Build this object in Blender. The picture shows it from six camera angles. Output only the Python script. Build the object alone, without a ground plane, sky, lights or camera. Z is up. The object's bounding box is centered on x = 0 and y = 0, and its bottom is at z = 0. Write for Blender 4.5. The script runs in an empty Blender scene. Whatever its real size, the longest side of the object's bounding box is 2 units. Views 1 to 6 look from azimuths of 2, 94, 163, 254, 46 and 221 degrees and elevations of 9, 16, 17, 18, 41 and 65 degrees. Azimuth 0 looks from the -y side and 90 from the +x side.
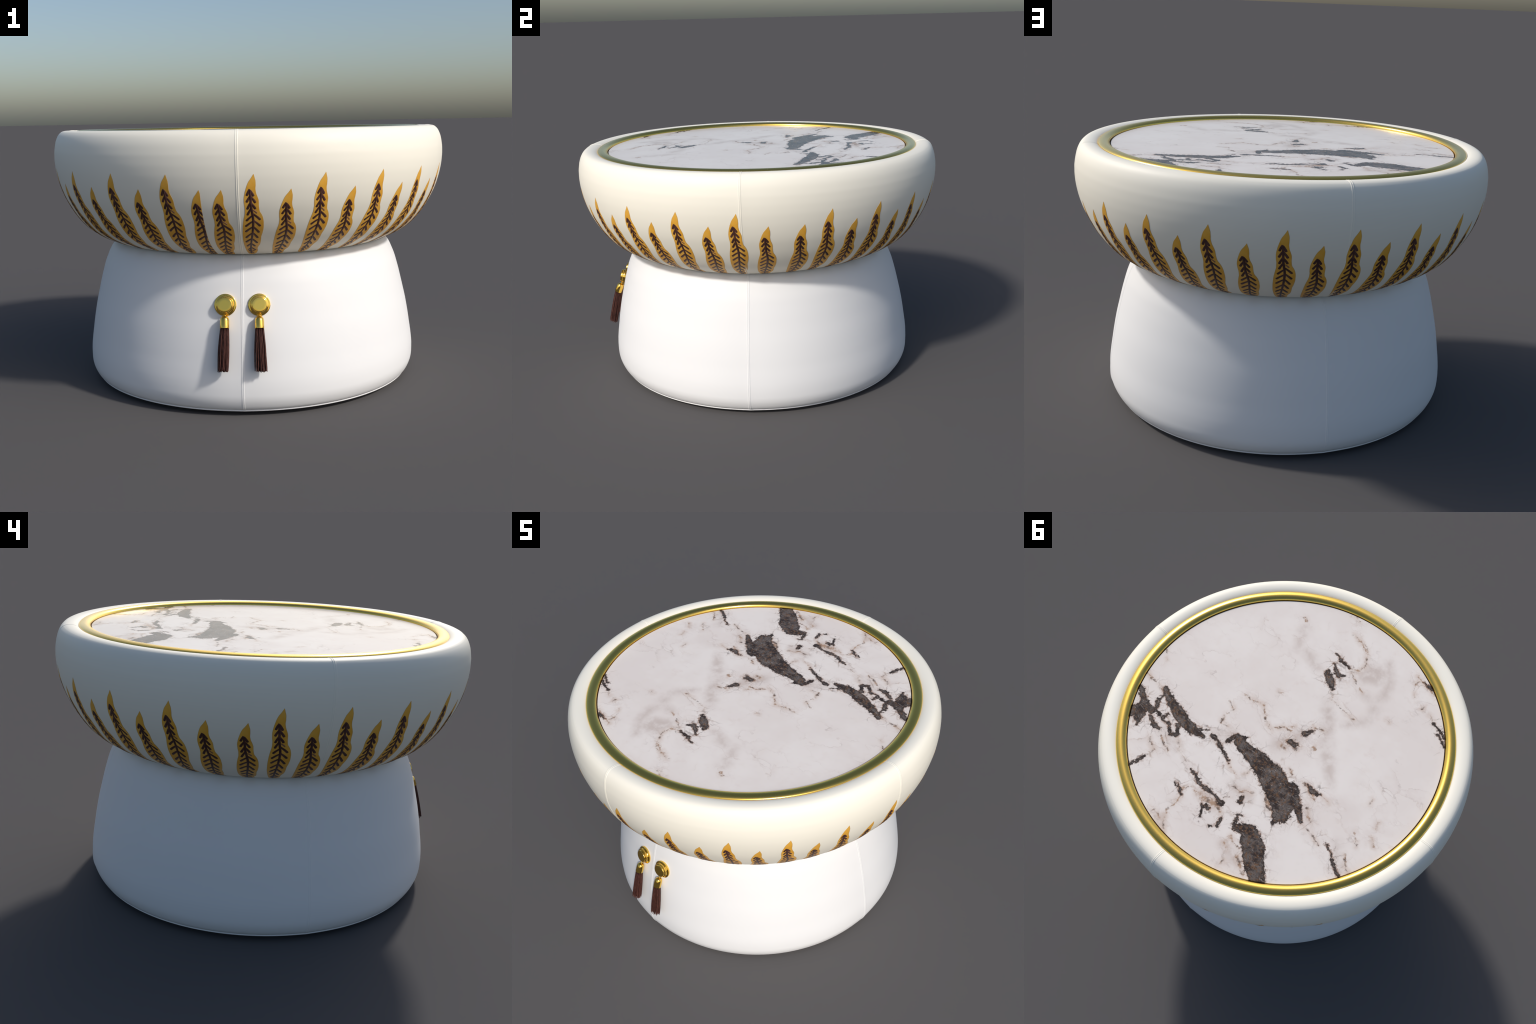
"""Round upholstered side table: leather drum base, leather bowl with painted
leaves, gold rim, marble top, two gold tassel pulls."""
import bpy, bmesh, math, random
from mathutils import Vector, Matrix

rng = random.Random(7)
TAU = 2 * math.pi

# ------------------------------------------------------------------ profiles
# (height, radius) of the turned leather bodies
BOWL = [(.720, .710), (.7245, .723), (.730, .7375), (.740, .7597), (.750, .7805), (.7605, .8005),
        (.78, .8299), (.80, .8545), (.84, .8905), (.88, .9185), (.92, .9410), (.96, .9600),
        (1.0, .9745), (1.05, .9878), (1.10, .9960), (1.14, .9985), (1.17, .9978), (1.20, .9940),
        (1.22, .990), (1.245, .981), (1.262, .9705), (1.272, .9595)]
BOWL_LIP = [(1.2754, .950), (1.2775, .941), (1.2782, .930), (1.2776, .919), (1.2758, .908),
            (1.2728, .8980), (1.269, .8905), (1.2645, .886), (1.253, .884)]
BASE = [(.0275, .8262), (.032, .8330), (.040, .8395), (.050, .8450), (.06, .8495), (.08, .8558), (.10, .8585),
        (.13, .859), (.16, .8578), (.20, .8535), (.26, .8445), (.30, .8385), (.38, .8240),
        (.46, .8055), (.52, .791), (.56, .780), (.60, .768), (.64, .752), (.67, .738),
        (.69, .7245), (.702, .711), (.710, .697), (.7145, .682)]


def pchip(xs, ys, x):
    """monotone cubic through control points"""
    n = len(xs)
    h = [xs[i + 1] - xs[i] for i in range(n - 1)]
    d = [(ys[i + 1] - ys[i]) / h[i] for i in range(n - 1)]
    m = [d[0]] + [0.0] * (n - 2) + [d[-1]]
    for i in range(1, n - 1):
        if d[i - 1] * d[i] > 0:
            w1, w2 = 2 * h[i] + h[i - 1], h[i] + 2 * h[i - 1]
            m[i] = (w1 + w2) / (w1 / d[i - 1] + w2 / d[i])
    k = 0
    while k < n - 2 and x > xs[k + 1]:
        k += 1
    t = (x - xs[k]) / h[k]
    t = max(0.0, min(1.0, t))
    return ((2 * t**3 - 3 * t**2 + 1) * ys[k] + (t**3 - 2 * t**2 + t) * h[k] * m[k]
            + (-2 * t**3 + 3 * t**2) * ys[k + 1] + (t**3 - t**2) * h[k] * m[k + 1])


def smooth_profile(ctrl, n):
    zs, rs = [c[0] for c in ctrl], [c[1] for c in ctrl]
    # dense sampling, then even arc-length spacing
    dense = [(zs[0] + (zs[-1] - zs[0]) * i / 4000) for i in range(4001)]
    pts = [(z, pchip(zs, rs, z)) for z in dense]
    acc = [0.0]
    for a, b in zip(pts, pts[1:]):
        acc.append(acc[-1] + math.hypot(b[0] - a[0], b[1] - a[1]))
    out, j = [], 0
    for i in range(n + 1):
        s = acc[-1] * i / n
        while j < len(acc) - 2 and acc[j + 1] < s:
            j += 1
        f = (s - acc[j]) / max(1e-12, acc[j + 1] - acc[j])
        out.append((pts[j][0] + f * (pts[j + 1][0] - pts[j][0]), pts[j][1] + f * (pts[j + 1][1] - pts[j][1])))
    return out


BOWL_WALL = [(z, r - .0018) for z, r in smooth_profile(BOWL, 120)]
BASE_WALL = [(z, r - .0013) for z, r in smooth_profile(BASE, 90)]



def crease(deg, r):
    """leather is drawn out to a soft ridge at the four panel joints"""
    off = (deg + 45) % 90 - 45
    d = abs(math.radians(off)) * r
    return .0024 * math.exp(-d / .032)


# ------------------------------------------------------------------ materials


def principled(name, color, rough=.5, metallic=0.0, spec=.5, coat=0.0):
    m = bpy.data.materials.new(name)
    m.use_nodes = True
    b = m.node_tree.nodes["Principled BSDF"]
    b.inputs["Base Color"].default_value = (*color, 1)
    b.inputs["Roughness"].default_value = rough
    b.inputs["Metallic"].default_value = metallic
    b.inputs["Specular IOR Level"].default_value = spec
    b.inputs["Coat Weight"].default_value = coat
    return m, m.node_tree, b


def node(nt, kind, **props):
    n = nt.nodes.new(kind)
    for k, v in props.items():
        setattr(n, k, v)
    return n


def feed(nt, sock, v):
    if hasattr(v, "links"):
        nt.links.new(v, sock)
    else:
        sock.default_value = v


def math_node(nt, op, a, b=None, c=None, clamp=False):
    n = node(nt, "ShaderNodeMath", operation=op, use_clamp=clamp)
    for i, v in enumerate((a, b, c)):
        if v is not None:
            feed(nt, n.inputs[i], v)
    return n.outputs[0]


def noise(nt, vec, scale, detail=4, rough=.55, out="Fac"):
    n = node(nt, "ShaderNodeTexNoise")
    nt.links.new(vec, n.inputs["Vector"])
    n.inputs["Scale"].default_value = scale
    n.inputs["Detail"].default_value = detail
    n.inputs["Roughness"].default_value = rough
    return n.outputs[out]


def remap(nt, v, a, b, lo=0.0, hi=1.0, smooth=True):
    n = node(nt, "ShaderNodeMapRange", interpolation_type="SMOOTHSTEP" if smooth else "LINEAR")
    feed(nt, n.inputs[0], v)
    for i, x in enumerate((a, b, lo, hi)):
        n.inputs[i + 1].default_value = x
    return n.outputs[0]


def mix(nt, f, a, b):
    n = node(nt, "ShaderNodeMix", data_type="RGBA")
    feed(nt, n.inputs[0], f)
    for sock, v in ((n.inputs[6], a), (n.inputs[7], b)):
        if hasattr(v, "links"):
            nt.links.new(v, sock)
        else:
            sock.default_value = (*v, 1)
    return n.outputs[2]


def leather(name, color):
    m, nt, b = principled(name, color, rough=.52, spec=.35)
    co = node(nt, "ShaderNodeTexCoord").outputs["Object"]
    n = noise(nt, co, 260, 3)
    bump = node(nt, "ShaderNodeBump")
    bump.inputs["Strength"].default_value = .03
    bump.inputs["Distance"].default_value = .002
    nt.links.new(n, bump.inputs["Height"])
    nt.links.new(bump.outputs[0], b.inputs["Normal"])
    tone = noise(nt, co, 3.0, 3)
    c = mix(nt, tone, tuple(x * .985 for x in color), tuple(min(1, x * 1.012) for x in color))
    nt.links.new(c, b.inputs["Base Color"])
    return m


def gold(name, color, rough):
    m, nt, b = principled(name, color, rough=rough, metallic=1.0)
    co = node(nt, "ShaderNodeTexCoord").outputs["Object"]
    n = noise(nt, co, 4, 3)
    nt.links.new(mix(nt, n, tuple(x * .97 for x in color), tuple(min(1, x * 1.03) for x in color)), b.inputs["Base Color"])
    return m


MAT_CREAM = leather("cream_leather", (.905, .862, .745))
MAT_WHITE = leather("white_leather", (.83, .825, .82))
MAT_RING = gold("brushed_gold", (.85, .585, .13), .20)
MAT_GOLD = gold("polished_gold", (.88, .58, .12), .09)
MAT_BLACK, _, _ = principled("near_black", (.008, .008, .008), rough=.6, spec=.3)  # near-black, for the small recessed disc under the base
MAT_GAP_SHADOW, _, _ = principled("painted_gap_shadow", (.02, .014, .014), rough=.7, spec=.2)  # dark brown paints the shadow line between rim and marble


def leaf_material():
    m, nt, b = principled("painted_gold_leaf", (.62, .33, .05), rough=.5, spec=.35)
    co = node(nt, "ShaderNodeTexCoord").outputs["Object"]
    a = noise(nt, co, 22, 4)
    f = noise(nt, co, 70, 3)
    c = mix(nt, remap(nt, a, .38, .62), (.74, .365, .036), (.80, .43, .065))
    c = mix(nt, remap(nt, f, .45, .75, 0, .35), c, (.82, .37, .024))
    nt.links.new(c, b.inputs["Base Color"])
    return m


def vein_material():
    m, nt, b = principled("dark_brown_paint", (.05, .02, .018), rough=.5, spec=.35)
    co = node(nt, "ShaderNodeTexCoord").outputs["Object"]
    a = noise(nt, co, 30, 3)
    nt.links.new(mix(nt, remap(nt, a, .4, .65), (.055, .019, .015), (.095, .037, .030)), b.inputs["Base Color"])
    return m


MAT_LEAF = leaf_material()
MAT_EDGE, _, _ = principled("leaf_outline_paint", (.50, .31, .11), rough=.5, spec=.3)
MAT_VEIN = vein_material()
MAT_FAINT, _, _ = principled("faint_brown_paint", (.26, .115, .06), rough=.5, spec=.35)


def strand_material():
    m, nt, b = principled("brown_suede_strand", (.055, .023, .018), rough=.6, spec=.25)
    co = node(nt, "ShaderNodeTexCoord").outputs["Object"]
    mp = node(nt, "ShaderNodeMapping")
    mp.inputs["Scale"].default_value = (1, 1, .05)
    nt.links.new(co, mp.inputs[0])
    a = noise(nt, mp.outputs[0], 260, 2)
    nt.links.new(mix(nt, remap(nt, a, .35, .65), (.042, .015, .012), (.092, .033, .025)), b.inputs["Base Color"])
    return m


MAT_STRAND = strand_material()

# ---- marble: vein spines (x, y, half width) on the slab, drawn as ragged bands
DARK_VEINS = [
   [(0.756, 0.326, 0.0116), (0.674, 0.381, 0.0242), (0.608, 0.392, 0.0206)],
   [(0.68, 0.458, 0.0344), (0.656, 0.418, 0.0344)],
   [(0.64, 0.456, 0.0286), (0.606, 0.504, 0.0057)],
   [(0.603, 0.373, 0.0115), (0.628, 0.321, 0.0069), (0.626, 0.278, 0.0081)],
   [(0.598, 0.418, 0.0091), (0.539, 0.443, 0.0136), (0.498, 0.439, 0.0079)],
   [(0.592, 0.376, 0.0057), (0.529, 0.389, 0.0063), (0.536, 0.343, 0.0063)],
   [(0.529, 0.389, 0.0057), (0.476, 0.389, 0.0057), (0.434, 0.419, 0.0124), (0.406, 0.403, 0.009)],
   [(0.646, 0.251, 0.0151), (0.579, 0.276, 0.0231), (0.496, 0.306, 0.0332), (0.429, 0.32, 0.033), (0.362, 0.323, 0.0284), (0.302, 0.315, 0.0136)],
   [(0.439, 0.359, 0.0171), (0.407, 0.398, 0.0057)],
   [(0.346, 0.299, 0.0091), (0.308, 0.269, 0.004)],
   [(0.273, 0.276, 0.0034), (0.198, 0.293, 0.0113), (0.137, 0.316, 0.005), (0.099, 0.335, 0.0033)],
   [(0.188, 0.258, 0.0079), (0.175, 0.203, 0.017), (0.135, 0.192, 0.0226)],
   [(0.143, 0.211, 0.0282), (0.053, 0.221, 0.0393), (-0.031, 0.221, 0.0558), (-0.113, 0.244, 0.0654), (-0.202, 0.277, 0.0703), (-0.266, 0.315, 0.0611), (-0.294, 0.369, 0.0456), (-0.297, 0.425, 0.0119)],
   [(-0.243, 0.223, 0.0341), (-0.328, 0.282, 0.0196), (-0.392, 0.33, 0.0043)],
   [(-0.164, 0.566, 0.0161), (-0.237, 0.538, 0.044), (-0.308, 0.587, 0.0554), (-0.375, 0.647, 0.0485), (-0.443, 0.703, 0.0376)],
   [(-0.15, 0.563, 0.0075), (-0.136, 0.514, 0.0076), (-0.152, 0.499, 0.0043)],
   [(0.034, 0.59, 0.0065), (-0.004, 0.642, 0.0097)],
   [(0.019, 0.584, 0.0109), (-0.002, 0.585, 0.0087)],
   [(-0.086, 0.583, 0.0108), (-0.099, 0.627, 0.0075)],
   [(-0.069, 0.654, 0.0043), (-0.076, 0.646, 0.0038)],
   [(0.219, 0.491, 0.0033), (0.128, 0.515, 0.011), (0.04, 0.515, 0.0099), (-0.041, 0.521, 0.0131)],
   [(0.216, 0.595, 0.0033), (0.177, 0.612, 0.0088), (0.15, 0.636, 0.0049)],
   [(0.465, 0.678, 0.0078), (0.45, 0.637, 0.01), (0.438, 0.599, 0.005)],
   [(-0.085, 0.425, 0.0109), (-0.097, 0.449, 0.0142)],
   [(0.08, -0.422, 0.0153), (0.034, -0.39, 0.0258), (-0.012, -0.354, 0.0076)],
   [(0.083, -0.485, 0.0053), (0.05, -0.459, 0.013), (0.015, -0.441, 0.0094), (-0.014, -0.465, 0.0053)],
   [(0.115, -0.54, 0.0048), (0.051, -0.524, 0.0107), (0.002, -0.526, 0.0071)],
   [(-0.081, -0.058, 0.017), (-0.104, -0.097, 0.008)],
   [(-0.056, 0.033, 0.0147), (-0.085, 0.032, 0.0147)],
   [(-0.283, 0.154, 0.0055), (-0.329, 0.169, 0.0132), (-0.367, 0.15, 0.0044)],
   [(-0.554, 0.328, 0.0037), (-0.607, 0.352, 0.0053), (-0.66, 0.386, 0.0079), (-0.719, 0.417, 0.0095)],
   [(-0.353, -0.724, 0.0053), (-0.405, -0.719, 0.0082)],
   [(-0.548, -0.557, 0.0046), (-0.596, -0.553, 0.0103), (-0.639, -0.528, 0.0046)],
   [(-0.6, -0.527, 0.0046), (-0.67, -0.488, 0.0068)],
]
RUST_VEINS = [
   [(0.792, 0.243, 0.007), (0.743, 0.254, 0.0053), (0.687, 0.248, 0.0035), (0.654, 0.263, 0.0046)],
   [(0.491, 0.45, 0.0051), (0.42, 0.488, 0.0067), (0.379, 0.493, 0.0067)],
   [(0.44, 0.577, 0.0078), (0.438, 0.541, 0.0078), (0.488, 0.52, 0.0056), (0.506, 0.499, 0.0034)],
   [(0.378, 0.419, 0.0039), (0.33, 0.451, 0.0039), (0.265, 0.476, 0.0033), (0.219, 0.491, 0.0039)],
   [(0.113, 0.566, 0.011), (0.045, 0.564, 0.0186), (-0.025, 0.543, 0.0163), (-0.058, 0.561, 0.0065)],
   [(0.183, 0.606, 0.0077), (0.166, 0.583, 0.0077), (0.148, 0.562, 0.0044)],
   [(0.15, 0.636, 0.0049), (0.139, 0.686, 0.0049), (0.144, 0.742, 0.0049), (0.119, 0.786, 0.0043), (0.064, 0.829, 0.0037)],
   [(0.194, 0.777, 0.0043), (0.137, 0.787, 0.0038)],
   [(0.099, 0.335, 0.0033), (0.037, 0.356, 0.0055)],
   [(-0.014, 0.417, 0.0066), (-0.059, 0.413, 0.0049), (-0.079, 0.386, 0.0049), (-0.111, 0.376, 0.0049)],
   [(-0.021, 0.492, 0.0049), (-0.035, 0.467, 0.0044)],
   [(-0.003, 0.329, 0.005), (-0.013, 0.308, 0.0044)],
   [(-0.138, 0.312, 0.0121), (-0.21, 0.374, 0.0163), (-0.277, 0.391, 0.0098)],
   [(-0.183, 0.618, 0.0059), (-0.22, 0.63, 0.0053), (-0.263, 0.636, 0.0064)],
   [(-0.183, 0.664, 0.0075), (-0.222, 0.674, 0.0043)],
   [(-0.284, 0.674, 0.0095), (-0.366, 0.722, 0.0105)],
   [(-0.241, 0.762, 0.0053), (-0.245, 0.732, 0.0063)],
   [(0.313, -0.014, 0.0075), (0.243, -0.02, 0.0075), (0.196, -0.037, 0.0058), (0.134, 0.017, 0.0069), (0.063, 0.048, 0.0051)],
   [(0.341, 0.066, 0.0052), (0.288, 0.088, 0.0052), (0.303, 0.146, 0.0052), (0.289, 0.195, 0.0068), (0.25, 0.185, 0.0057)],
   [(0.057, 0.017, 0.0051), (0.028, -0.01, 0.0051), (-0.014, -0.022, 0.0057)],
   [(0.19, -0.155, 0.0041), (0.166, -0.168, 0.0041)],
   [(-0.032, 0.073, 0.0113), (-0.061, 0.08, 0.0124)],
   [(-0.056, 0.033, 0.0226), (-0.098, 0.038, 0.0169)],
   [(0.003, -0.033, 0.0046), (-0.011, -0.051, 0.0046)],
   [(0.127, -0.702, 0.0054), (0.078, -0.69, 0.0084), (0.033, -0.683, 0.0156), (-0.008, -0.654, 0.0072), (-0.048, -0.596, 0.0059), (-0.048, -0.54, 0.0083), (0.0, -0.524, 0.0059)],
   [(0.404, -0.605, 0.0085), (0.378, -0.594, 0.0109)],
   [(0.189, -0.804, 0.0085), (0.161, -0.789, 0.0061)],
   [(-0.012, -0.354, 0.0047), (-0.05, -0.313, 0.0046), (-0.088, -0.303, 0.0046), (-0.143, -0.3, 0.0052), (-0.215, -0.295, 0.004)],
   [(-0.026, -0.501, 0.0041), (-0.087, -0.474, 0.0041), (-0.141, -0.451, 0.0035)],
   [(-0.3, -0.735, 0.0071), (-0.355, -0.721, 0.0082), (-0.45, -0.699, 0.0058)],
   [(-0.325, -0.712, 0.0053), (-0.331, -0.662, 0.0053), (-0.366, -0.622, 0.0047)],
   [(-0.501, -0.585, 0.0052), (-0.556, -0.556, 0.0046)],
   [(-0.443, -0.585, 0.0058), (-0.446, -0.614, 0.0046)],
   [(-0.342, -0.412, 0.0057), (-0.361, -0.407, 0.004)],
   [(-0.093, -0.113, 0.0068), (-0.143, -0.133, 0.0046)],
   [(-0.166, -0.025, 0.009), (-0.182, -0.02, 0.0079)],
   [(-0.267, 0.161, 0.011), (-0.297, 0.157, 0.0143), (-0.339, 0.184, 0.0121), (-0.376, 0.198, 0.0044)],
   [(-0.367, 0.15, 0.0038), (-0.421, 0.157, 0.0038)],
   [(-0.401, 0.333, 0.0049), (-0.469, 0.34, 0.0038), (-0.534, 0.358, 0.0032)],
   [(-0.364, 0.249, 0.0054), (-0.408, 0.287, 0.0043), (-0.454, 0.323, 0.0032)],
   [(-0.668, 0.304, 0.0043), (-0.705, 0.352, 0.0053), (-0.738, 0.371, 0.0053)],
   [(-0.71, 0.155, 0.0048), (-0.743, 0.182, 0.0075)],
   [(-0.581, -0.006, 0.0044), (-0.586, 0.022, 0.0044)],
   [(-0.681, 0.069, 0.0038), (-0.687, 0.102, 0.0038)],
   [(-0.634, 0.194, 0.0043), (-0.681, 0.242, 0.0048)],
   [(0.828, 0.06, 0.0054), (0.771, 0.112, 0.0041)],
   [(-0.157, 0.146, 0.0056), (-0.188, 0.168, 0.0055)],
]
MIST_VEINS = [
   [(-0.041, -0.286, 0.0174), (-0.097, -0.222, 0.0259), (-0.152, -0.15, 0.0256), (-0.187, -0.101, 0.0255), (-0.277, -0.014, 0.028), (-0.372, 0.08, 0.0083)],
   [(0.354, -0.513, 0.0084), (0.299, -0.428, 0.0096)],
   [(0.252, -0.443, 0.0119), (0.148, -0.406, 0.0177)],
   [(-0.122, -0.58, 0.0648), (-0.096, -0.538, 0.0353)],
   [(-0.135, -0.685, 0.0148), (-0.213, -0.599, 0.0147), (-0.242, -0.516, 0.0146), (-0.241, -0.444, 0.0174), (-0.279, -0.354, 0.0103), (-0.253, -0.304, 0.008), (-0.202, -0.231, 0.0069)],
   [(-0.152, -0.443, 0.0093), (-0.233, -0.445, 0.0116)],
   [(-0.594, 0.288, 0.0096), (-0.663, 0.361, 0.0138), (-0.708, 0.38, 0.0105)],
   [(-0.373, 0.264, 0.019), (-0.416, 0.296, 0.0108)],
   [(0.145, 0.794, 0.0216), (0.096, 0.812, 0.0107)],
   [(0.072, 0.553, 0.0219), (-0.009, 0.558, 0.0218)],
   [(-0.016, 0.407, 0.022), (-0.093, 0.417, 0.0328)],
   [(-0.197, 0.667, 0.0213), (-0.286, 0.691, 0.0211)],
   [(0.466, 0.427, 0.0283), (0.357, 0.456, 0.0168)],
   [(0.36, -0.566, 0.0151), (0.331, -0.505, 0.012)],
   [(-0.028, 0.076, 0.0395), (-0.077, -0.046, 0.0284)],
   [(0.202, 0.228, 0.0339), (0.256, 0.269, 0.0226)],
]


def vein_segment_group():
    g = bpy.data.node_groups.new("vein_segment", "ShaderNodeTree")
    itf = g.interface
    for nm, kind in (("Point", "NodeSocketVector"), ("Start", "NodeSocketVector"), ("Span", "NodeSocketVector"),
                     ("SpanOverLength2", "NodeSocketVector"), ("Radius", "NodeSocketFloat"),
                     ("RadiusChange", "NodeSocketFloat"), ("Nearest", "NodeSocketFloat")):
        itf.new_socket(nm, in_out="INPUT", socket_type=kind)
    itf.new_socket("Nearest", in_out="OUTPUT", socket_type="NodeSocketFloat")
    gi, go = g.nodes.new("NodeGroupInput"), g.nodes.new("NodeGroupOutput")
    I = gi.outputs

    def vm(op, a, b):
        n = node(g, "ShaderNodeVectorMath", operation=op)
        g.links.new(a, n.inputs[0])
        if b is not None:
            g.links.new(b, n.inputs[1])
        return n
    # the point leans on the running distance (by 1e-9) so segments evaluate one after another
    lean = node(g, "ShaderNodeVectorMath", operation="MULTIPLY_ADD")
    g.links.new(I["Nearest"], lean.inputs[0])
    lean.inputs[1].default_value = (1e-9, 1e-9, 0)
    g.links.new(I["Point"], lean.inputs[2])
    pa = vm("SUBTRACT", lean.outputs[0], I["Start"]).outputs[0]
    t = math_node(g, "ADD", vm("DOT_PRODUCT", pa, I["SpanOverLength2"]).outputs["Value"], 0.0, clamp=True)
    sc = node(g, "ShaderNodeVectorMath", operation="SCALE")
    g.links.new(I["Span"], sc.inputs[0])
    g.links.new(t, sc.inputs["Scale"])
    dist = vm("DISTANCE", pa, sc.outputs[0]).outputs["Value"]
    r = math_node(g, "MULTIPLY_ADD", t, I["RadiusChange"], I["Radius"])
    d = math_node(g, "SUBTRACT", dist, r)
    g.links.new(math_node(g, "MINIMUM", d, I["Nearest"]), go.inputs[0])
    return g


def marble_material():
    m, nt, b = principled("veined_marble", (.69, .66, .65), rough=.2, spec=.12)
    grp = vein_segment_group()
    co = node(nt, "ShaderNodeTexCoord").outputs["Object"]
    flat = node(nt, "ShaderNodeVectorMath", operation="MULTIPLY")
    nt.links.new(co, flat.inputs[0])
    flat.inputs[1].default_value = (1, 1, 0)
    flat = flat.outputs[0]

    def warp(vec, scale, amount, detail):
        c = noise(nt, co, scale, detail, .6, "Color")
        s = node(nt, "ShaderNodeVectorMath", operation="SUBTRACT")
        nt.links.new(c, s.inputs[0])
        s.inputs[1].default_value = (.5, .5, .5)
        k = node(nt, "ShaderNodeVectorMath", operation="MULTIPLY_ADD")
        nt.links.new(s.outputs[0], k.inputs[0])
        k.inputs[1].default_value = (amount, amount, 0)
        nt.links.new(vec, k.inputs[2])
        return k.outputs[0]
    p = warp(flat, 8, .022, 2)
    p = warp(p, 34, .026, 6)

    def nearest(veins, after=None):
        d = 1.0 if after is None else math_node(nt, "MULTIPLY_ADD", after, 1e-9, 1.0)
        for line in veins:
            for (x0, y0, r0), (x1, y1, r1) in zip(line, line[1:]):
                dx, dy = x1 - x0, y1 - y0
                l2 = dx * dx + dy * dy
                n = node(nt, "ShaderNodeGroup", node_tree=grp)
                nt.links.new(p, n.inputs["Point"])
                n.inputs["Start"].default_value = (x0, y0, 0)
                n.inputs["Span"].default_value = (dx, dy, 0)
                n.inputs["SpanOverLength2"].default_value = (dx / l2, dy / l2, 0)
                n.inputs["Radius"].default_value = r0
                n.inputs["RadiusChange"].default_value = r1 - r0
                feed(nt, n.inputs["Nearest"], d)
                d = n.outputs[0]
        return d
    d_dark = nearest(DARK_VEINS)
    d_rust = nearest(RUST_VEINS, d_dark)
    d_mist = nearest(MIST_VEINS, d_rust)
    big, mid, fine = noise(nt, co, 3.5, 5), noise(nt, co, 16, 5, .6), noise(nt, co, 75, 4, .6)

    grain = noise(nt, co, 170, 4, .65)
    clump = noise(nt, co, 26, 4, .6)
    rag = math_node(nt, "MULTIPLY_ADD", math_node(nt, "SUBTRACT", fine, .5), .034, d_dark)
    rag = math_node(nt, "MULTIPLY_ADD", math_node(nt, "SUBTRACT", clump, .50), .036, rag)
    chip = remap(nt, noise(nt, co, 38, 3, .55), .60, .68, 0, .018)
    rag = math_node(nt, "ADD", rag, chip)
    rag = math_node(nt, "MULTIPLY_ADD", math_node(nt, "SUBTRACT", grain, .5), .006, rag)
    spine = math_node(nt, "MULTIPLY_ADD", math_node(nt, "SUBTRACT", fine, .5), .016, math_node(nt, "ADD", d_dark, .002))
    rag = math_node(nt, "MINIMUM", rag, spine)
    near = math_node(nt, "MINIMUM", d_dark, math_node(nt, "ADD", d_rust, .012))

    # ground: warm off-white with faint clouds
    c = mix(nt, remap(nt, big, .35, .65), (.775, .705, .655), (.815, .755, .705))
    c = mix(nt, remap(nt, mid, .50, .72, 0, .30), c, (.75, .665, .60))
    c = mix(nt, remap(nt, noise(nt, co, 9, 6, .7), .60, .74, 0, .35), c, (.70, .595, .54))
    # mist: soft greyish-tan veils
    mist = math_node(nt, "MULTIPLY", remap(nt, d_mist, .045, -.035), remap(nt, mid, .33, .62, .3, .95))
    c = mix(nt, mist, c, (.60, .515, .465))
    # connected beige veins: ridges of a distorted noise, each with a soft veil on one side
    for scale, seed, width, strength in ((2.3, 3.1, .009, .50), (3.9, 8.4, .009, .45), (7.5, 1.7, .011, .34)):
        sh = node(nt, "ShaderNodeMapping")
        nt.links.new(co, sh.inputs[0])
        sh.inputs["Location"].default_value = (seed, seed * .7, 0)
        sh.inputs["Rotation"].default_value = (0, 0, math.radians(35))
        sh.inputs["Scale"].default_value = (.75, 1.2, 1)
        rn = noise(nt, sh.outputs[0], scale, 5, .52)
        gate = remap(nt, noise(nt, sh.outputs[0], 2.6, 3), .54, .70)
        gate = math_node(nt, "MAXIMUM", gate, remap(nt, near, .085, .0, 0, .9))
        ridge = remap(nt, math_node(nt, "ABSOLUTE", math_node(nt, "SUBTRACT", rn, .5)), width, .0)
        veil = math_node(nt, "MULTIPLY", remap(nt, rn, .499, .503), remap(nt, rn, .57, .50))
        c = mix(nt, math_node(nt, "MULTIPLY", math_node(nt, "MULTIPLY", veil, gate), .24), c, (.64, .55, .505))
        warm = math_node(nt, "MULTIPLY", math_node(nt, "MULTIPLY", ridge, gate),
                         remap(nt, noise(nt, co, 20, 4, .65), .38, .62, .1, strength))
        c = mix(nt, warm, c, mix(nt, remap(nt, clump, .42, .6), (.52, .39, .31), (.33, .26, .23)))
    # branching crackle that walls off white cells between the dark bodies
    cm = node(nt, "ShaderNodeMapping")
    nt.links.new(p, cm.inputs[0])
    cm.inputs["Rotation"].default_value = (0, 0, math.radians(-35))
    cm.inputs["Scale"].default_value = (1.25, .8, 1)
    cell = node(nt, "ShaderNodeTexVoronoi", feature="DISTANCE_TO_EDGE")
    nt.links.new(cm.outputs[0], cell.inputs["Vector"])
    cell.inputs["Scale"].default_value = 10
    cd = math_node(nt, "MULTIPLY_ADD", math_node(nt, "SUBTRACT", fine, .42), .07, cell.outputs["Distance"])
    web = math_node(nt, "MULTIPLY", remap(nt, cd, .045, .0), remap(nt, d_dark, .085, .01))
    web = math_node(nt, "MULTIPLY", web, remap(nt, noise(nt, co, 11, 3, .55), .45, .60, .0, .62))
    c = mix(nt, web, c, mix(nt, remap(nt, clump, .42, .58), (.36, .235, .165), (.10, .072, .060)))
    # broken rust veins, paler halo then core
    brk = remap(nt, noise(nt, co, 48, 4, .6), .36, .54, .0, 1.0)
    halo = math_node(nt, "MULTIPLY", remap(nt, d_rust, .026, -.008), remap(nt, mid, .38, .62, .08, .6))
    c = mix(nt, halo, c, (.60, .475, .395))
    core_d = math_node(nt, "MULTIPLY_ADD", math_node(nt, "SUBTRACT", fine, .45), .030, d_rust)
    core_d = math_node(nt, "MULTIPLY_ADD", math_node(nt, "SUBTRACT", clump, .47), .030, core_d)
    core = math_node(nt, "MULTIPLY", remap(nt, core_d, .0045, -.006), brk)
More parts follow.
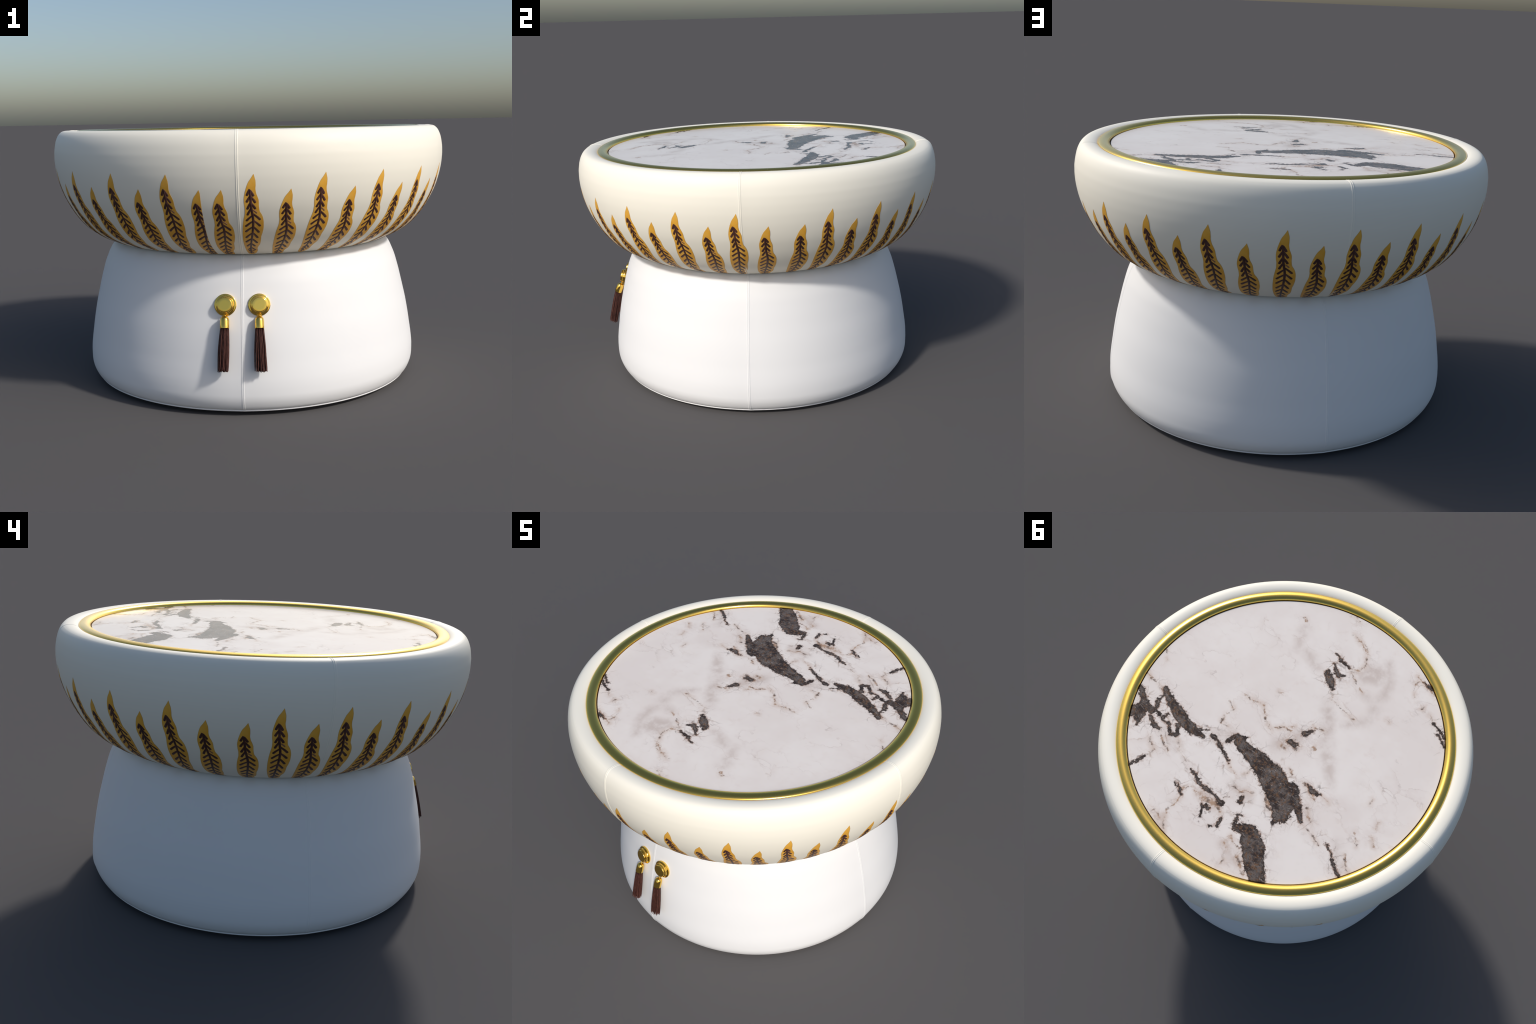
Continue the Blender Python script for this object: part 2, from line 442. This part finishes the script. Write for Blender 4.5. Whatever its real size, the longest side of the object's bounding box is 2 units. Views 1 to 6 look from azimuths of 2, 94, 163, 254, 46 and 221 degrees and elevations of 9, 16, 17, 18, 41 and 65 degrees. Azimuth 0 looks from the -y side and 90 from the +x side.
    rust = mix(nt, remap(nt, noise(nt, co, 24, 3), .44, .62), (.40, .255, .165), (.095, .065, .052))
    c = mix(nt, math_node(nt, "MULTIPLY", core, .9), c, rust)
    # loose dark crumbs around the mineral bodies
    crumb = math_node(nt, "MULTIPLY", remap(nt, rag, .030, .0), remap(nt, noise(nt, co, 60, 4, .7), .58, .66, 0, .85))
    c = mix(nt, crumb, c, (.10, .062, .045))
    # dark mineral bodies: rust rim, charcoal core with brown grain, pale streaks and flecks
    rim = math_node(nt, "MULTIPLY", remap(nt, rag, .011, -.002), remap(nt, mid, .40, .60, .15, .9))
    c = mix(nt, rim, c, (.30, .165, .10))
    body = mix(nt, remap(nt, mid, .40, .60), (.042, .032, .029), (.135, .115, .105))
    body = mix(nt, remap(nt, fine, .48, .66, 0, .85), body, (.165, .092, .052))
    body = mix(nt, remap(nt, grain, .54, .66, 0, .9), body, (.017, .013, .012))
    streak = node(nt, "ShaderNodeMapping")
    nt.links.new(p, streak.inputs[0])
    streak.inputs["Rotation"].default_value = (0, 0, math.radians(-14))
    streak.inputs["Scale"].default_value = (.22, 1, 1)
    st = noise(nt, streak.outputs[0], 95, 4, .6)
    body = mix(nt, remap(nt, st, .56, .68, 0, .75), body, (.23, .195, .175))
    body = mix(nt, remap(nt, noise(nt, co, 120, 2), .68, .75, 0, .8), body, (.50, .44, .41))
    rind = remap(nt, rag, -.002, -.010, .8, 0)
    body = mix(nt, rind, body, (.030, .022, .019))
    c = mix(nt, remap(nt, rag, .0035, -.003), c, body)
    nt.links.new(c, b.inputs["Base Color"])
    return m


MAT_MARBLE = marble_material()

# ------------------------------------------------------------------ building


def make(name, verts, faces, mats, parent=None, smooth=True, face_mats=None):
    me = bpy.data.meshes.new(name)
    me.from_pydata(verts, [], faces)
    for m in (mats if isinstance(mats, (list, tuple)) else [mats]):
        me.materials.append(m)
    if face_mats:
        me.polygons.foreach_set("material_index", face_mats)
    if smooth:
        me.polygons.foreach_set("use_smooth", [True] * len(me.polygons))
    me.update()
    ob = bpy.data.objects.new(name, me)
    bpy.context.scene.collection.objects.link(ob)
    if parent:
        ob.parent = parent
    return ob


def turned(name, prof, mat, parent=None, seg=240, close_bottom=True, close_top=True, frame=None, sharp=None, jointed=False):
    """revolve (z, r) points; frame maps local to world"""
    verts, faces = [], []
    angles = [360 * i / seg for i in range(seg)]
    if jointed:                                     # finer columns near the joints
        q = [.15, .3, .45, .6, .8, 1.1, 1.5, 2, 2.6, 3.3, 4.1, 5, 6] + [7.5 + 1.5 * k for k in range(26)]
        q = [0] + [x for x in q if x < 44.9]
        half = q + [45] + [90 - x for x in reversed(q[1:])]
        angles = [90 * k + x for k in range(4) for x in half]
        seg = len(angles)
    for z, r0 in prof:
        for deg in angles:
            a = math.radians(deg)
            r = r0 + (crease(deg, r0) if jointed else 0)
            v = Vector((r * math.sin(a), -r * math.cos(a), z))
            verts.append(frame @ v if frame else v)
    for k in range(len(prof) - 1):
        for i in range(seg):
            j = (i + 1) % seg
            faces.append((k * seg + i, k * seg + j, (k + 1) * seg + j, (k + 1) * seg + i))
    if close_bottom:
        faces.append(tuple(reversed(range(seg))))
    if close_top:
        n = (len(prof) - 1) * seg
        faces.append(tuple(range(n, n + seg)))
    ob = make(name, verts, faces, mat, parent)
    if sharp:
        ob.data.set_sharp_from_angle(angle=math.radians(sharp))
    return ob


root = bpy.data.objects.new("upholstered_table", None)
bpy.context.scene.collection.objects.link(root)
root["label"] = "round cream leather table with golden leaves and marble top"
root["category"] = "coffee table"

# ---- base
base_prof = [(.0275, .79), *BASE_WALL, (.7165, .668)]
base = turned("base", base_prof, MAT_WHITE, root, jointed=True)
base.data.set_sharp_from_angle(angle=math.radians(60))
turned("recessed_black_disc", [(0.0, .618), (.003, .622), (.024, .622)], MAT_BLACK, root, sharp=40)
ring_pts = []
for i in range(13):
    a = -math.pi / 2 + math.pi * i / 12
    ring_pts.append((.0238 + .0042 * math.sin(a), .8218 + .0042 * math.cos(a)))
turned("piping", [(.0196, .80)] + ring_pts + [(.028, .80)], MAT_WHITE, root, sharp=60, jointed=True)

# ---- bowl
lip_z = [BOWL_WALL[-1]] + BOWL_LIP


def catmull(pts, n):
    out = []
    for i in range(len(pts) - 1):
        p0, p1, p2, p3 = pts[max(0, i - 1)], pts[i], pts[i + 1], pts[min(len(pts) - 1, i + 2)]
        for j in range(n):
            t = j / n
            out.append(tuple(.5 * (2 * b + (c - a) * t + (2 * a - 5 * b + 4 * c - d) * t * t
                                   + (3 * b - a - 3 * c + d) * t**3) for a, b, c, d in zip(p0, p1, p2, p3)))
    out.append(pts[-1])
    return out


LIP = catmull(lip_z, 4)
bowl_prof = [(.7195, .60)] + BOWL_WALL[:-1] + LIP
bowl = turned("bowl", bowl_prof, MAT_CREAM, root, close_top=True, jointed=True)
bowl.data.set_sharp_from_angle(angle=math.radians(60))

# ---- gold rim, gasket, marble
rim_ctrl = [(1.248, .8885), (1.2665, .8888), (1.2720, .8870), (1.2768, .8800), (1.2796, .8705), (1.2806, .8610),
            (1.2794, .8520), (1.2758, .8430), (1.2700, .8365), (1.2615, .8337), (1.246, .8335)]
turned("gold_rim", catmull(rim_ctrl, 4), MAT_RING, root, close_bottom=False, close_top=False, sharp=60)
turned("gap_shadow_ring", [(1.236, .8340), (1.2550, .8335), (1.2550, .824), (1.236, .8235)], MAT_GAP_SHADOW, root,
       close_bottom=False, close_top=False, sharp=40)
turned("marble_top", [(1.220, .8292), (1.2602, .8292), (1.2613, .8287), (1.2617, .8276), (1.2617, .8270), (1.2617, .80), (1.2617, .4), (1.2617, .05)], MAT_MARBLE, root, sharp=12)

# ---- seams: twin welts running up each panel joint
def seam(name, line, mat):
    half, hgt, cols = .0074, .0008, 17
    verts, faces = [], []
    n = len(line)
    for k, (z, r) in enumerate(line):
        z0, r0 = line[max(0, k - 1)]
        z1, r1 = line[min(n - 1, k + 1)]
        tz, tr = z1 - z0, r1 - r0
        L = math.hypot(tz, tr)
        nz, nr = -tr / L, tz / L
        for c in range(cols):
            x = -half + 2 * half * c / (cols - 1)
            u = abs(x) / half                       # 0 centre .. 1 edge
            h = hgt * math.sin(math.pi * min(1, u)) ** 1.2 - .0006 * (1 if u in (0, 1) else 0)
            h = max(h, -.0006) + .0002
            if c in (0, cols - 1):
                h = -.0006
            a = x / max(r, .2)
            rr = r + nr * h + crease(math.degrees(a), r)
            verts.append((rr * math.sin(a), -rr * math.cos(a), z + nz * h))
    for k in range(n - 1):
        for c in range(cols - 1):
            i = k * cols + c
            faces.append((i, i + 1, i + cols + 1, i + cols))
    return make(name, verts, faces, mat, root)


for nm, line, mat in (("base_seam", BASE_WALL, MAT_WHITE),
                      ("bowl_seam", BOWL_WALL[:-1] + LIP[:-5], MAT_CREAM)):
    first = seam(nm, line, mat)
    for q in range(1, 4):
        o = first.copy()
        bpy.context.scene.collection.objects.link(o)
        o.rotation_euler.z = q * math.pi / 2

# ------------------------------------------------------------------ leaves
# outline, midrib and barbs as (degrees sideways, metres down from the tip)
LEAF_LEFT = [(0, -.001), (-.57, .015), (-1.31, .034), (-1.87, .06), (-2.22, .083), (-2.44, .11), (-2.40, .13),
             (-2.26, .15), (-2.29, .173), (-2.55, .198), (-2.82, .225), (-3.02, .262), (-3.09, .289), (-3.08, .32),
             (-2.91, .355), (-2.52, .402), (-2.05, .451), (-1.26, .490), (-.4, .4985)]
LEAF_RIGHT = [(.04, -.001), (.28, .014), (.50, .031), (.51, .048), (.46, .061), (.63, .081), (1.02, .1), (1.26, .116),
              (1.31, .139), (1.50, .163), (2.02, .180), (2.40, .197), (2.62, .220), (2.66, .245), (2.43, .279),
              (2.12, .305), (2.07, .333), (1.93, .358), (1.42, .385), (1.26, .405), (1.44, .434), (1.27, .456),
              (.65, .488), (.0, .4985)]
MIDRIB = [(-.9, .063), (-.83, .088), (-.73, .115), (-.65, .143), (-.36, .176), (-.13, .21), (-.19, .251),
          (-.41, .297), (-.71, .352), (-.81, .424), (-.54, .475)]
BARBS = [((-.97, .063), (-1.69, .092)), ((-.83, .092), (-1.78, .122)), ((-.78, .122), (-1.63, .155)),
         ((-.70, .151), (-1.62, .184)), ((-.33, .186), (-1.97, .213)), ((-.2, .215), (-2.22, .243)),
         ((-.2, .245), (-2.28, .274)), ((-.35, .281), (-2.21, .311)), ((-.55, .317), (-2.28, .343)),
         ((-.72, .352), (-1.97, .38)), ((-.8, .394), (-1.63, .42)), ((-.75, .42), (-1.49, .443)),
         ((-.6, .444), (-1.16, .464)),
         ((-.85, .068), (-.02, .095)), ((-.8, .094), (.47, .125)), ((-.7, .124), (.46, .154)),
         ((-.25, .176), (1.74, .208)), ((-.1, .210), (1.78, .242)), ((-.15, .243), (1.48, .279)),
         ((-.3, .279), (1.18, .313)), ((-.5, .317), (1.09, .351)), ((-.65, .355), (.45, .381)),
         ((-.75, .389), (.69, .426)), ((-.65, .424), (.38, .441)), ((-.55, .450), (.16, .466))]
BARB_STEPS = [.06 * k for k in range(13)] + [.78, .83, .87, .91, .945, .97, .988, 1.0]
FAINT_BARB = ((-.17, .158), (.85, .174))

ARC = [0.0]
for a_, b_ in zip(BOWL_WALL, BOWL_WALL[1:]):
    ARC.append(ARC[-1] + math.hypot(b_[0] - a_[0], b_[1] - a_[1]))


def wall_at(arc):
    arc = max(0.0, min(ARC[-1] - 1e-9, arc))
    k = min(len(ARC) - 2, int(arc / ARC[-1] * (len(ARC) - 1)))
    while ARC[k + 1] < arc:
        k += 1
    while ARC[k] > arc:
        k -= 1
    f = (arc - ARC[k]) / (ARC[k + 1] - ARC[k])
    (z0, r0), (z1, r1) = BOWL_WALL[k], BOWL_WALL[k + 1]
    # blended normal
    def nrm(i):
        i = max(1, min(len(BOWL_WALL) - 2, i))
        dz, dr = BOWL_WALL[i + 1][0] - BOWL_WALL[i - 1][0], BOWL_WALL[i + 1][1] - BOWL_WALL[i - 1][1]
        L = math.hypot(dz, dr)
        return -dr / L, dz / L
    n0, n1 = nrm(k), nrm(k + 1)
    return z0 + f * (z1 - z0), r0 + f * (r1 - r0), n0[0] + f * (n1[0] - n0[0]), n0[1] + f * (n1[1] - n0[1])


def arc_of_height(h):
    for k in range(len(ARC) - 1):
        if BOWL_WALL[k][0] <= h <= BOWL_WALL[k + 1][0]:
            f = (h - BOWL_WALL[k][0]) / (BOWL_WALL[k + 1][0] - BOWL_WALL[k][0])
            return ARC[k] + f * (ARC[k + 1] - ARC[k])


TIP_ARC = arc_of_height(1.0965)


LEAF_AT = 0.0


def on_bowl(deg, s, lift):
    z, r, nz, nr = wall_at(TIP_ARC - s)
    a = math.radians(deg)
    off = (deg + LEAF_AT + 45) % 90 - 45
    d = abs(math.radians(off)) * r
    welt = .0008 * math.sin(math.pi * d / .0074) ** 1.2 if d < .0074 else 0
    rr = r + nr * (lift + welt) + crease(deg + LEAF_AT, r)
    return (rr * math.sin(a), -rr * math.cos(a), z + nz * lift)


S_END = TIP_ARC - .001


def tall(a, s):
    return a, s


def short(a, s):
    return a * (1.08 if a < 0 else .99), .0662 + .95 * s


def cut_limit(s):       # the leaf beside the front joint is trimmed along its right side
    return .30 if s < .33 else .30 + .28 * min(1, (s - .33) / .1)


def leaf_mesh(name, place, trimmed=False):
    left = sorted((place(a, s) for a, s in LEAF_LEFT), key=lambda p: p[1])
    right = sorted((place(a, s) for a, s in LEAF_RIGHT), key=lambda p: p[1])
    ls, la = [p[1] for p in left], [p[0] for p in left]
    rs, ra = [p[1] for p in right], [p[0] for p in right]
    s0, s1 = ls[0], min(ls[-1], rs[-1], S_END)
    rows, cols = 110, (72 if abs((LEAF_AT + 45) % 90 - 45) < 4 else 9)
    verts, faces, fm = [], [], []
    for k in range(rows + 1):
        f = k / rows
        s = s0 + (s1 - s0) * f
        l, r = pchip(ls, la, s), pchip(rs, ra, s)
        if trimmed:
            r = min(r, cut_limit(s))
        r = max(r, l + .01)
        e = min(.07, (r - l) * .10)
        xs = [l, l + .004, l + e] + [l + e + (r - l - 2 * e) * c / (cols - 1) for c in range(1, cols - 1)] \
            + [r - e, r - .004, r]
        n = len(xs)
        for c, x in enumerate(xs):
            edge = c in (0, n - 1)
            verts.append(on_bowl(x, s, -.0005 if edge else .0006))
        if k:
            for c in range(n - 1):
                i = (k - 1) * n + c
                faces.append((i, i + n, i + n + 1, i + 1))
                fm.append(1 if c in (0, 1, n - 3, n - 2) else 0)
    me = make(name, verts, faces, [MAT_LEAF, MAT_EDGE], face_mats=fm)
    return me


def stroke(verts, faces, fm, line, width, lift, mat, trimmed):
    """rounded brush stroke along (deg, s) points lying on the bowl"""
    n = len(line)
    pos = []
    for deg, s in line:
        _, r, _, _ = wall_at(TIP_ARC - s)
        pos.append((math.radians(deg) * r, s, r))
    base_i = len(verts)
    for k, (x, s, r) in enumerate(pos):
        x0, s0, _ = pos[max(0, k - 1)]
        x1, s1, _ = pos[min(n - 1, k + 1)]
        tx, ts = x1 - x0, s1 - s0
        L = math.hypot(tx, ts) or 1
        px, ps = -ts / L, tx / L
        w = width(k / (n - 1))
        for c, (o, h) in enumerate(((-1, 0), (-.92, lift), (0, lift + .0001), (.92, lift), (1, 0))):
            xx, ss = x + px * w * o, s + ps * w * o
            dd = math.degrees(xx / r)
            ss = min(ss, S_END)
            if trimmed:
                dd = min(dd, cut_limit(ss) - .02)
            verts.append(on_bowl(dd, ss, h if h else .0002))
    for k in range(n - 1):
        for c in range(4):
            i = base_i + k * 5 + c
            faces.append((i, i + 1, i + 6, i + 5))
            fm.append(mat)


def refine(line, n):
    return catmull([tuple(p) for p in line], n)


def vein_mesh(name, place, trimmed=False):
    verts, faces, fm = [], [], []

    def put(line):
        return [place(*p) for p in line if place(*p)[1] < S_END - .002]

    def barb(line, w, mat):
        (a0, s0), (a1, s1) = line
        pts = [(a0 + (a1 - a0) * t, s0 + (s1 - s0) * t - .0015 * math.sin(math.pi * t)) for t in
               BARB_STEPS]
        pts = put(pts)
        if len(pts) < 3:
            return
        if trimmed and pts[0][0] > cut_limit(pts[0][1]) - .1:
            return

        def width(t):
            end = math.sqrt(max(0.02, 1 - max(0, (t - .75) / .25) ** 2))
            return w * (.72 + .28 * min(1, t * 1.6)) * end
        stroke(verts, faces, fm, pts, width, .0011, mat, trimmed)
    for b in BARBS:
        depth = b[0][1]
        w = .0055 if depth < .34 else .0055 - (depth - .34) * .017
        if b[1][0] > b[0][0]:
            w *= 1.05
        barb(b, w, 0)
    barb(FAINT_BARB, .0036, 1)
    mid = put(refine(MIDRIB, 5))
    stroke(verts, faces, fm, mid, lambda t: .0016 + .0036 * min(1, t * 12) - .0020 * max(0, (t - .55) / .45), .0014, 0, trimmed)
    return make(name, verts, faces, [MAT_VEIN, MAT_FAINT], face_mats=fm)


TALL_AT = [3.93, 21.68, 38.7, 55.2, 71.9, 88.83, 115.1, 131.1, 147.4, 165.4, 182.04, 198.6, 215.3, 232.3,
           258.76, 274.5, 291.0, 308.3, 325.82, 342.35]
SHORT_AT = [13.07, 30.3, 46.9, 63.4, 80.97, 97.38, 107.4, 123.2, 139.4, 156.3, 173.83, 190.4, 206.8, 224.0,
            241.04, 250.81, 266.9, 282.9, 300.0, 316.9, 334.06, 356.03]
CUT_AT = [350.49]

for place, angles, trimmed in ((tall, TALL_AT, False), (short, SHORT_AT, False), (short, CUT_AT, True)):
    shared = None
    for az in angles:
        LEAF_AT = az
        by_joint = abs((az + 45) % 90 - 45) < 13        # these follow the ridge, so get a mesh of their own
        if by_joint or shared is None:
            o, v = leaf_mesh("leaf", place, trimmed), vein_mesh("leaf_vein", place, trimmed)
            if not by_joint:
                shared = (o, v)
        else:
            o, v = shared[0].copy(), shared[1].copy()
            bpy.context.scene.collection.objects.link(o)
            bpy.context.scene.collection.objects.link(v)
        o.parent = root
        o.rotation_euler.z = math.radians(az)
        v.parent = o

# ------------------------------------------------------------------ tassel pulls


def axis_frame(origin, z_axis, hint=Vector((0, 0, 1))):
    z = z_axis.normalized()
    x = hint.cross(z)
    if x.length < 1e-4:
        x = Vector((1, 0, 0))
    x.normalize()
    y = z.cross(x)
    return Matrix(((x.x, y.x, z.x, origin.x), (x.y, y.y, z.y, origin.y), (x.z, y.z, z.z, origin.z), (0, 0, 0, 1)))


def tube(verts, faces, pts, radii, sides=7):
    b0 = len(verts)
    for k, p in enumerate(pts):
        t = (pts[min(len(pts) - 1, k + 1)] - pts[max(0, k - 1)]).normalized()
        x = t.cross(Vector((0, 1, .1))).normalized()
        y = t.cross(x)
        for i in range(sides):
            a = TAU * i / sides
            verts.append(p + radii[k] * (math.cos(a) * x + math.sin(a) * y))
    for k in range(len(pts) - 1):
        for i in range(sides):
            j = (i + 1) % sides
            faces.append((b0 + k * sides + i, b0 + k * sides + j, b0 + (k + 1) * sides + j, b0 + (k + 1) * sides + i))
    faces.append(tuple(b0 + i for i in range(sides)))
    faces.append(tuple(b0 + (len(pts) - 1) * sides + i for i in reversed(range(sides))))


PLATE = [(-.004, .0490), (.0035, .0498), (.0058, .0494), (.0068, .0480), (.0072, .0465), (.0072, .0425), (.0076, .0412),
         (.0100, .0398), (.0130, .0392), (.0160, .0392)]
KNOB = [(.0155, .0386), (.0172, .0398), (.0192, .0400), (.0208, .0393), (.0216, .0378), (.0218, .0356),
        (.0222, .0346), (.0262, .0344), (.0284, .0337), (.0295, .0324), (.0298, .0310), (.0298, .02), (.0298, .01)]
CAP = [(0.0, .0035), (.0008, .0075), (.0030, .0125), (.0068, .0165), (.0115, .0190), (.0175, .0202), (.0270, .0207),
       (.0400, .0209), (.0545, .0210), (.0560, .0206), (.0562, .0195), (.0520, .0190)]

PULLS = (  # plate centre, cap top, cap bottom, strand end
    ((.0748, -.7905, .5045), (.0758, -.8225, .4605), (.0768, -.8450, .4085), (.0838, -.8860, .2250)),
    ((-.0756, -.7905, .5045), (-.0775, -.8235, .4615), (-.0775, -.8460, .4095), (-.0840, -.8870, .2255)))

for plate_c, cap_top, cap_bot, tail in PULLS:
    pc, ct, cb, te = map(Vector, (plate_c, cap_top, cap_bot, tail))
    radial = Vector((pc.x, pc.y, 0)).normalized()
    normal = (radial * math.cos(math.radians(11.5)) + Vector((0, 0, math.sin(math.radians(11.5))))).normalized()
    fr = axis_frame(pc, normal)
    plate = turned("tassel_pull", PLATE, MAT_GOLD, root, seg=72, frame=fr, sharp=38)
    turned("knob", KNOB, MAT_GOLD, plate, seg=72, frame=fr, sharp=38)
    down = (cb - ct).normalized()
    cf = axis_frame(ct, down, Vector((0, 1, 0)))
    turned("tassel_cap", CAP, MAT_GOLD, plate, seg=48, frame=cf, close_bottom=True, close_top=True, sharp=45)
    # hanging link: eyelet ring plus a small collar on the cap
    verts, faces = [], []
    eye = pc + normal * .0125 - Vector((0, 0, .0335))
    eye = eye.lerp(ct - down * .007, .45)
    top = pc + normal * .0130 + (Vector((0, 0, -1)) - normal * normal.dot(Vector((0, 0, -1)))).normalized() * .036
    loop = []
    R = ((ct - down * .001) - top).length / 2 + .002
    mid = (top + ct) / 2
    ax_up = (top - ct).normalized()
    ax_side = Vector((1, 0, 0))
    steps = 28
    for i in range(steps + 1):
        a = TAU * i / steps
        loop.append(mid + ax_up * R * math.cos(a) + ax_side * .0042 * math.sin(a))
    tube(verts, faces, loop, [.0019] * len(loop), 8)
    tube(verts, faces, [ct - down * .004, ct - down * .002, ct + down * .002], [.0030, .0046, .0050], 16)
    make("tassel_link", [tuple(v) for v in verts], faces, MAT_GOLD, plate)
    # strands
    verts, faces = [], []
    sx = Vector((1, 0, 0))
    sy = down.cross(sx).normalized()
    sx = sy.cross(down).normalized()
    hang = (te - cb)
    count = 58
    for i in range(count):
        ring = math.sqrt((i + .6) / count)
        a = i * 2.39996 + rng.uniform(-.1, .1)
        u, v = ring * math.cos(a), ring * math.sin(a)
        start = cb + (sx * u + sy * v) * .0176 - down * .004
        splay = 1.0 + rng.uniform(-.06, .10)
        end = te + (sx * u * .0246 + sy * v * .0232) * splay + hang * rng.uniform(-.025, .012)
        end += sx * rng.gauss(0, .0012)
        bow = (sx * u + sy * v) * .0022 + sx * rng.gauss(0, .0007)
        w = rng.uniform(.0023, .0030)
        pts = []
        for k in range(11):
            t = k / 10
            p = start.lerp(end, t) + bow * math.sin(math.pi * min(1, t * 1.15)) \
                + sx * .0007 * math.sin(7 * t + i) * t
            pts.append(p)
        tube(verts, faces, pts, [w] * 9 + [w * .95, w * .55], 6)
    strands = make("tassel_strands", [tuple(v) for v in verts], faces, MAT_STRAND, plate)
    strands["kind"] = "stuff"
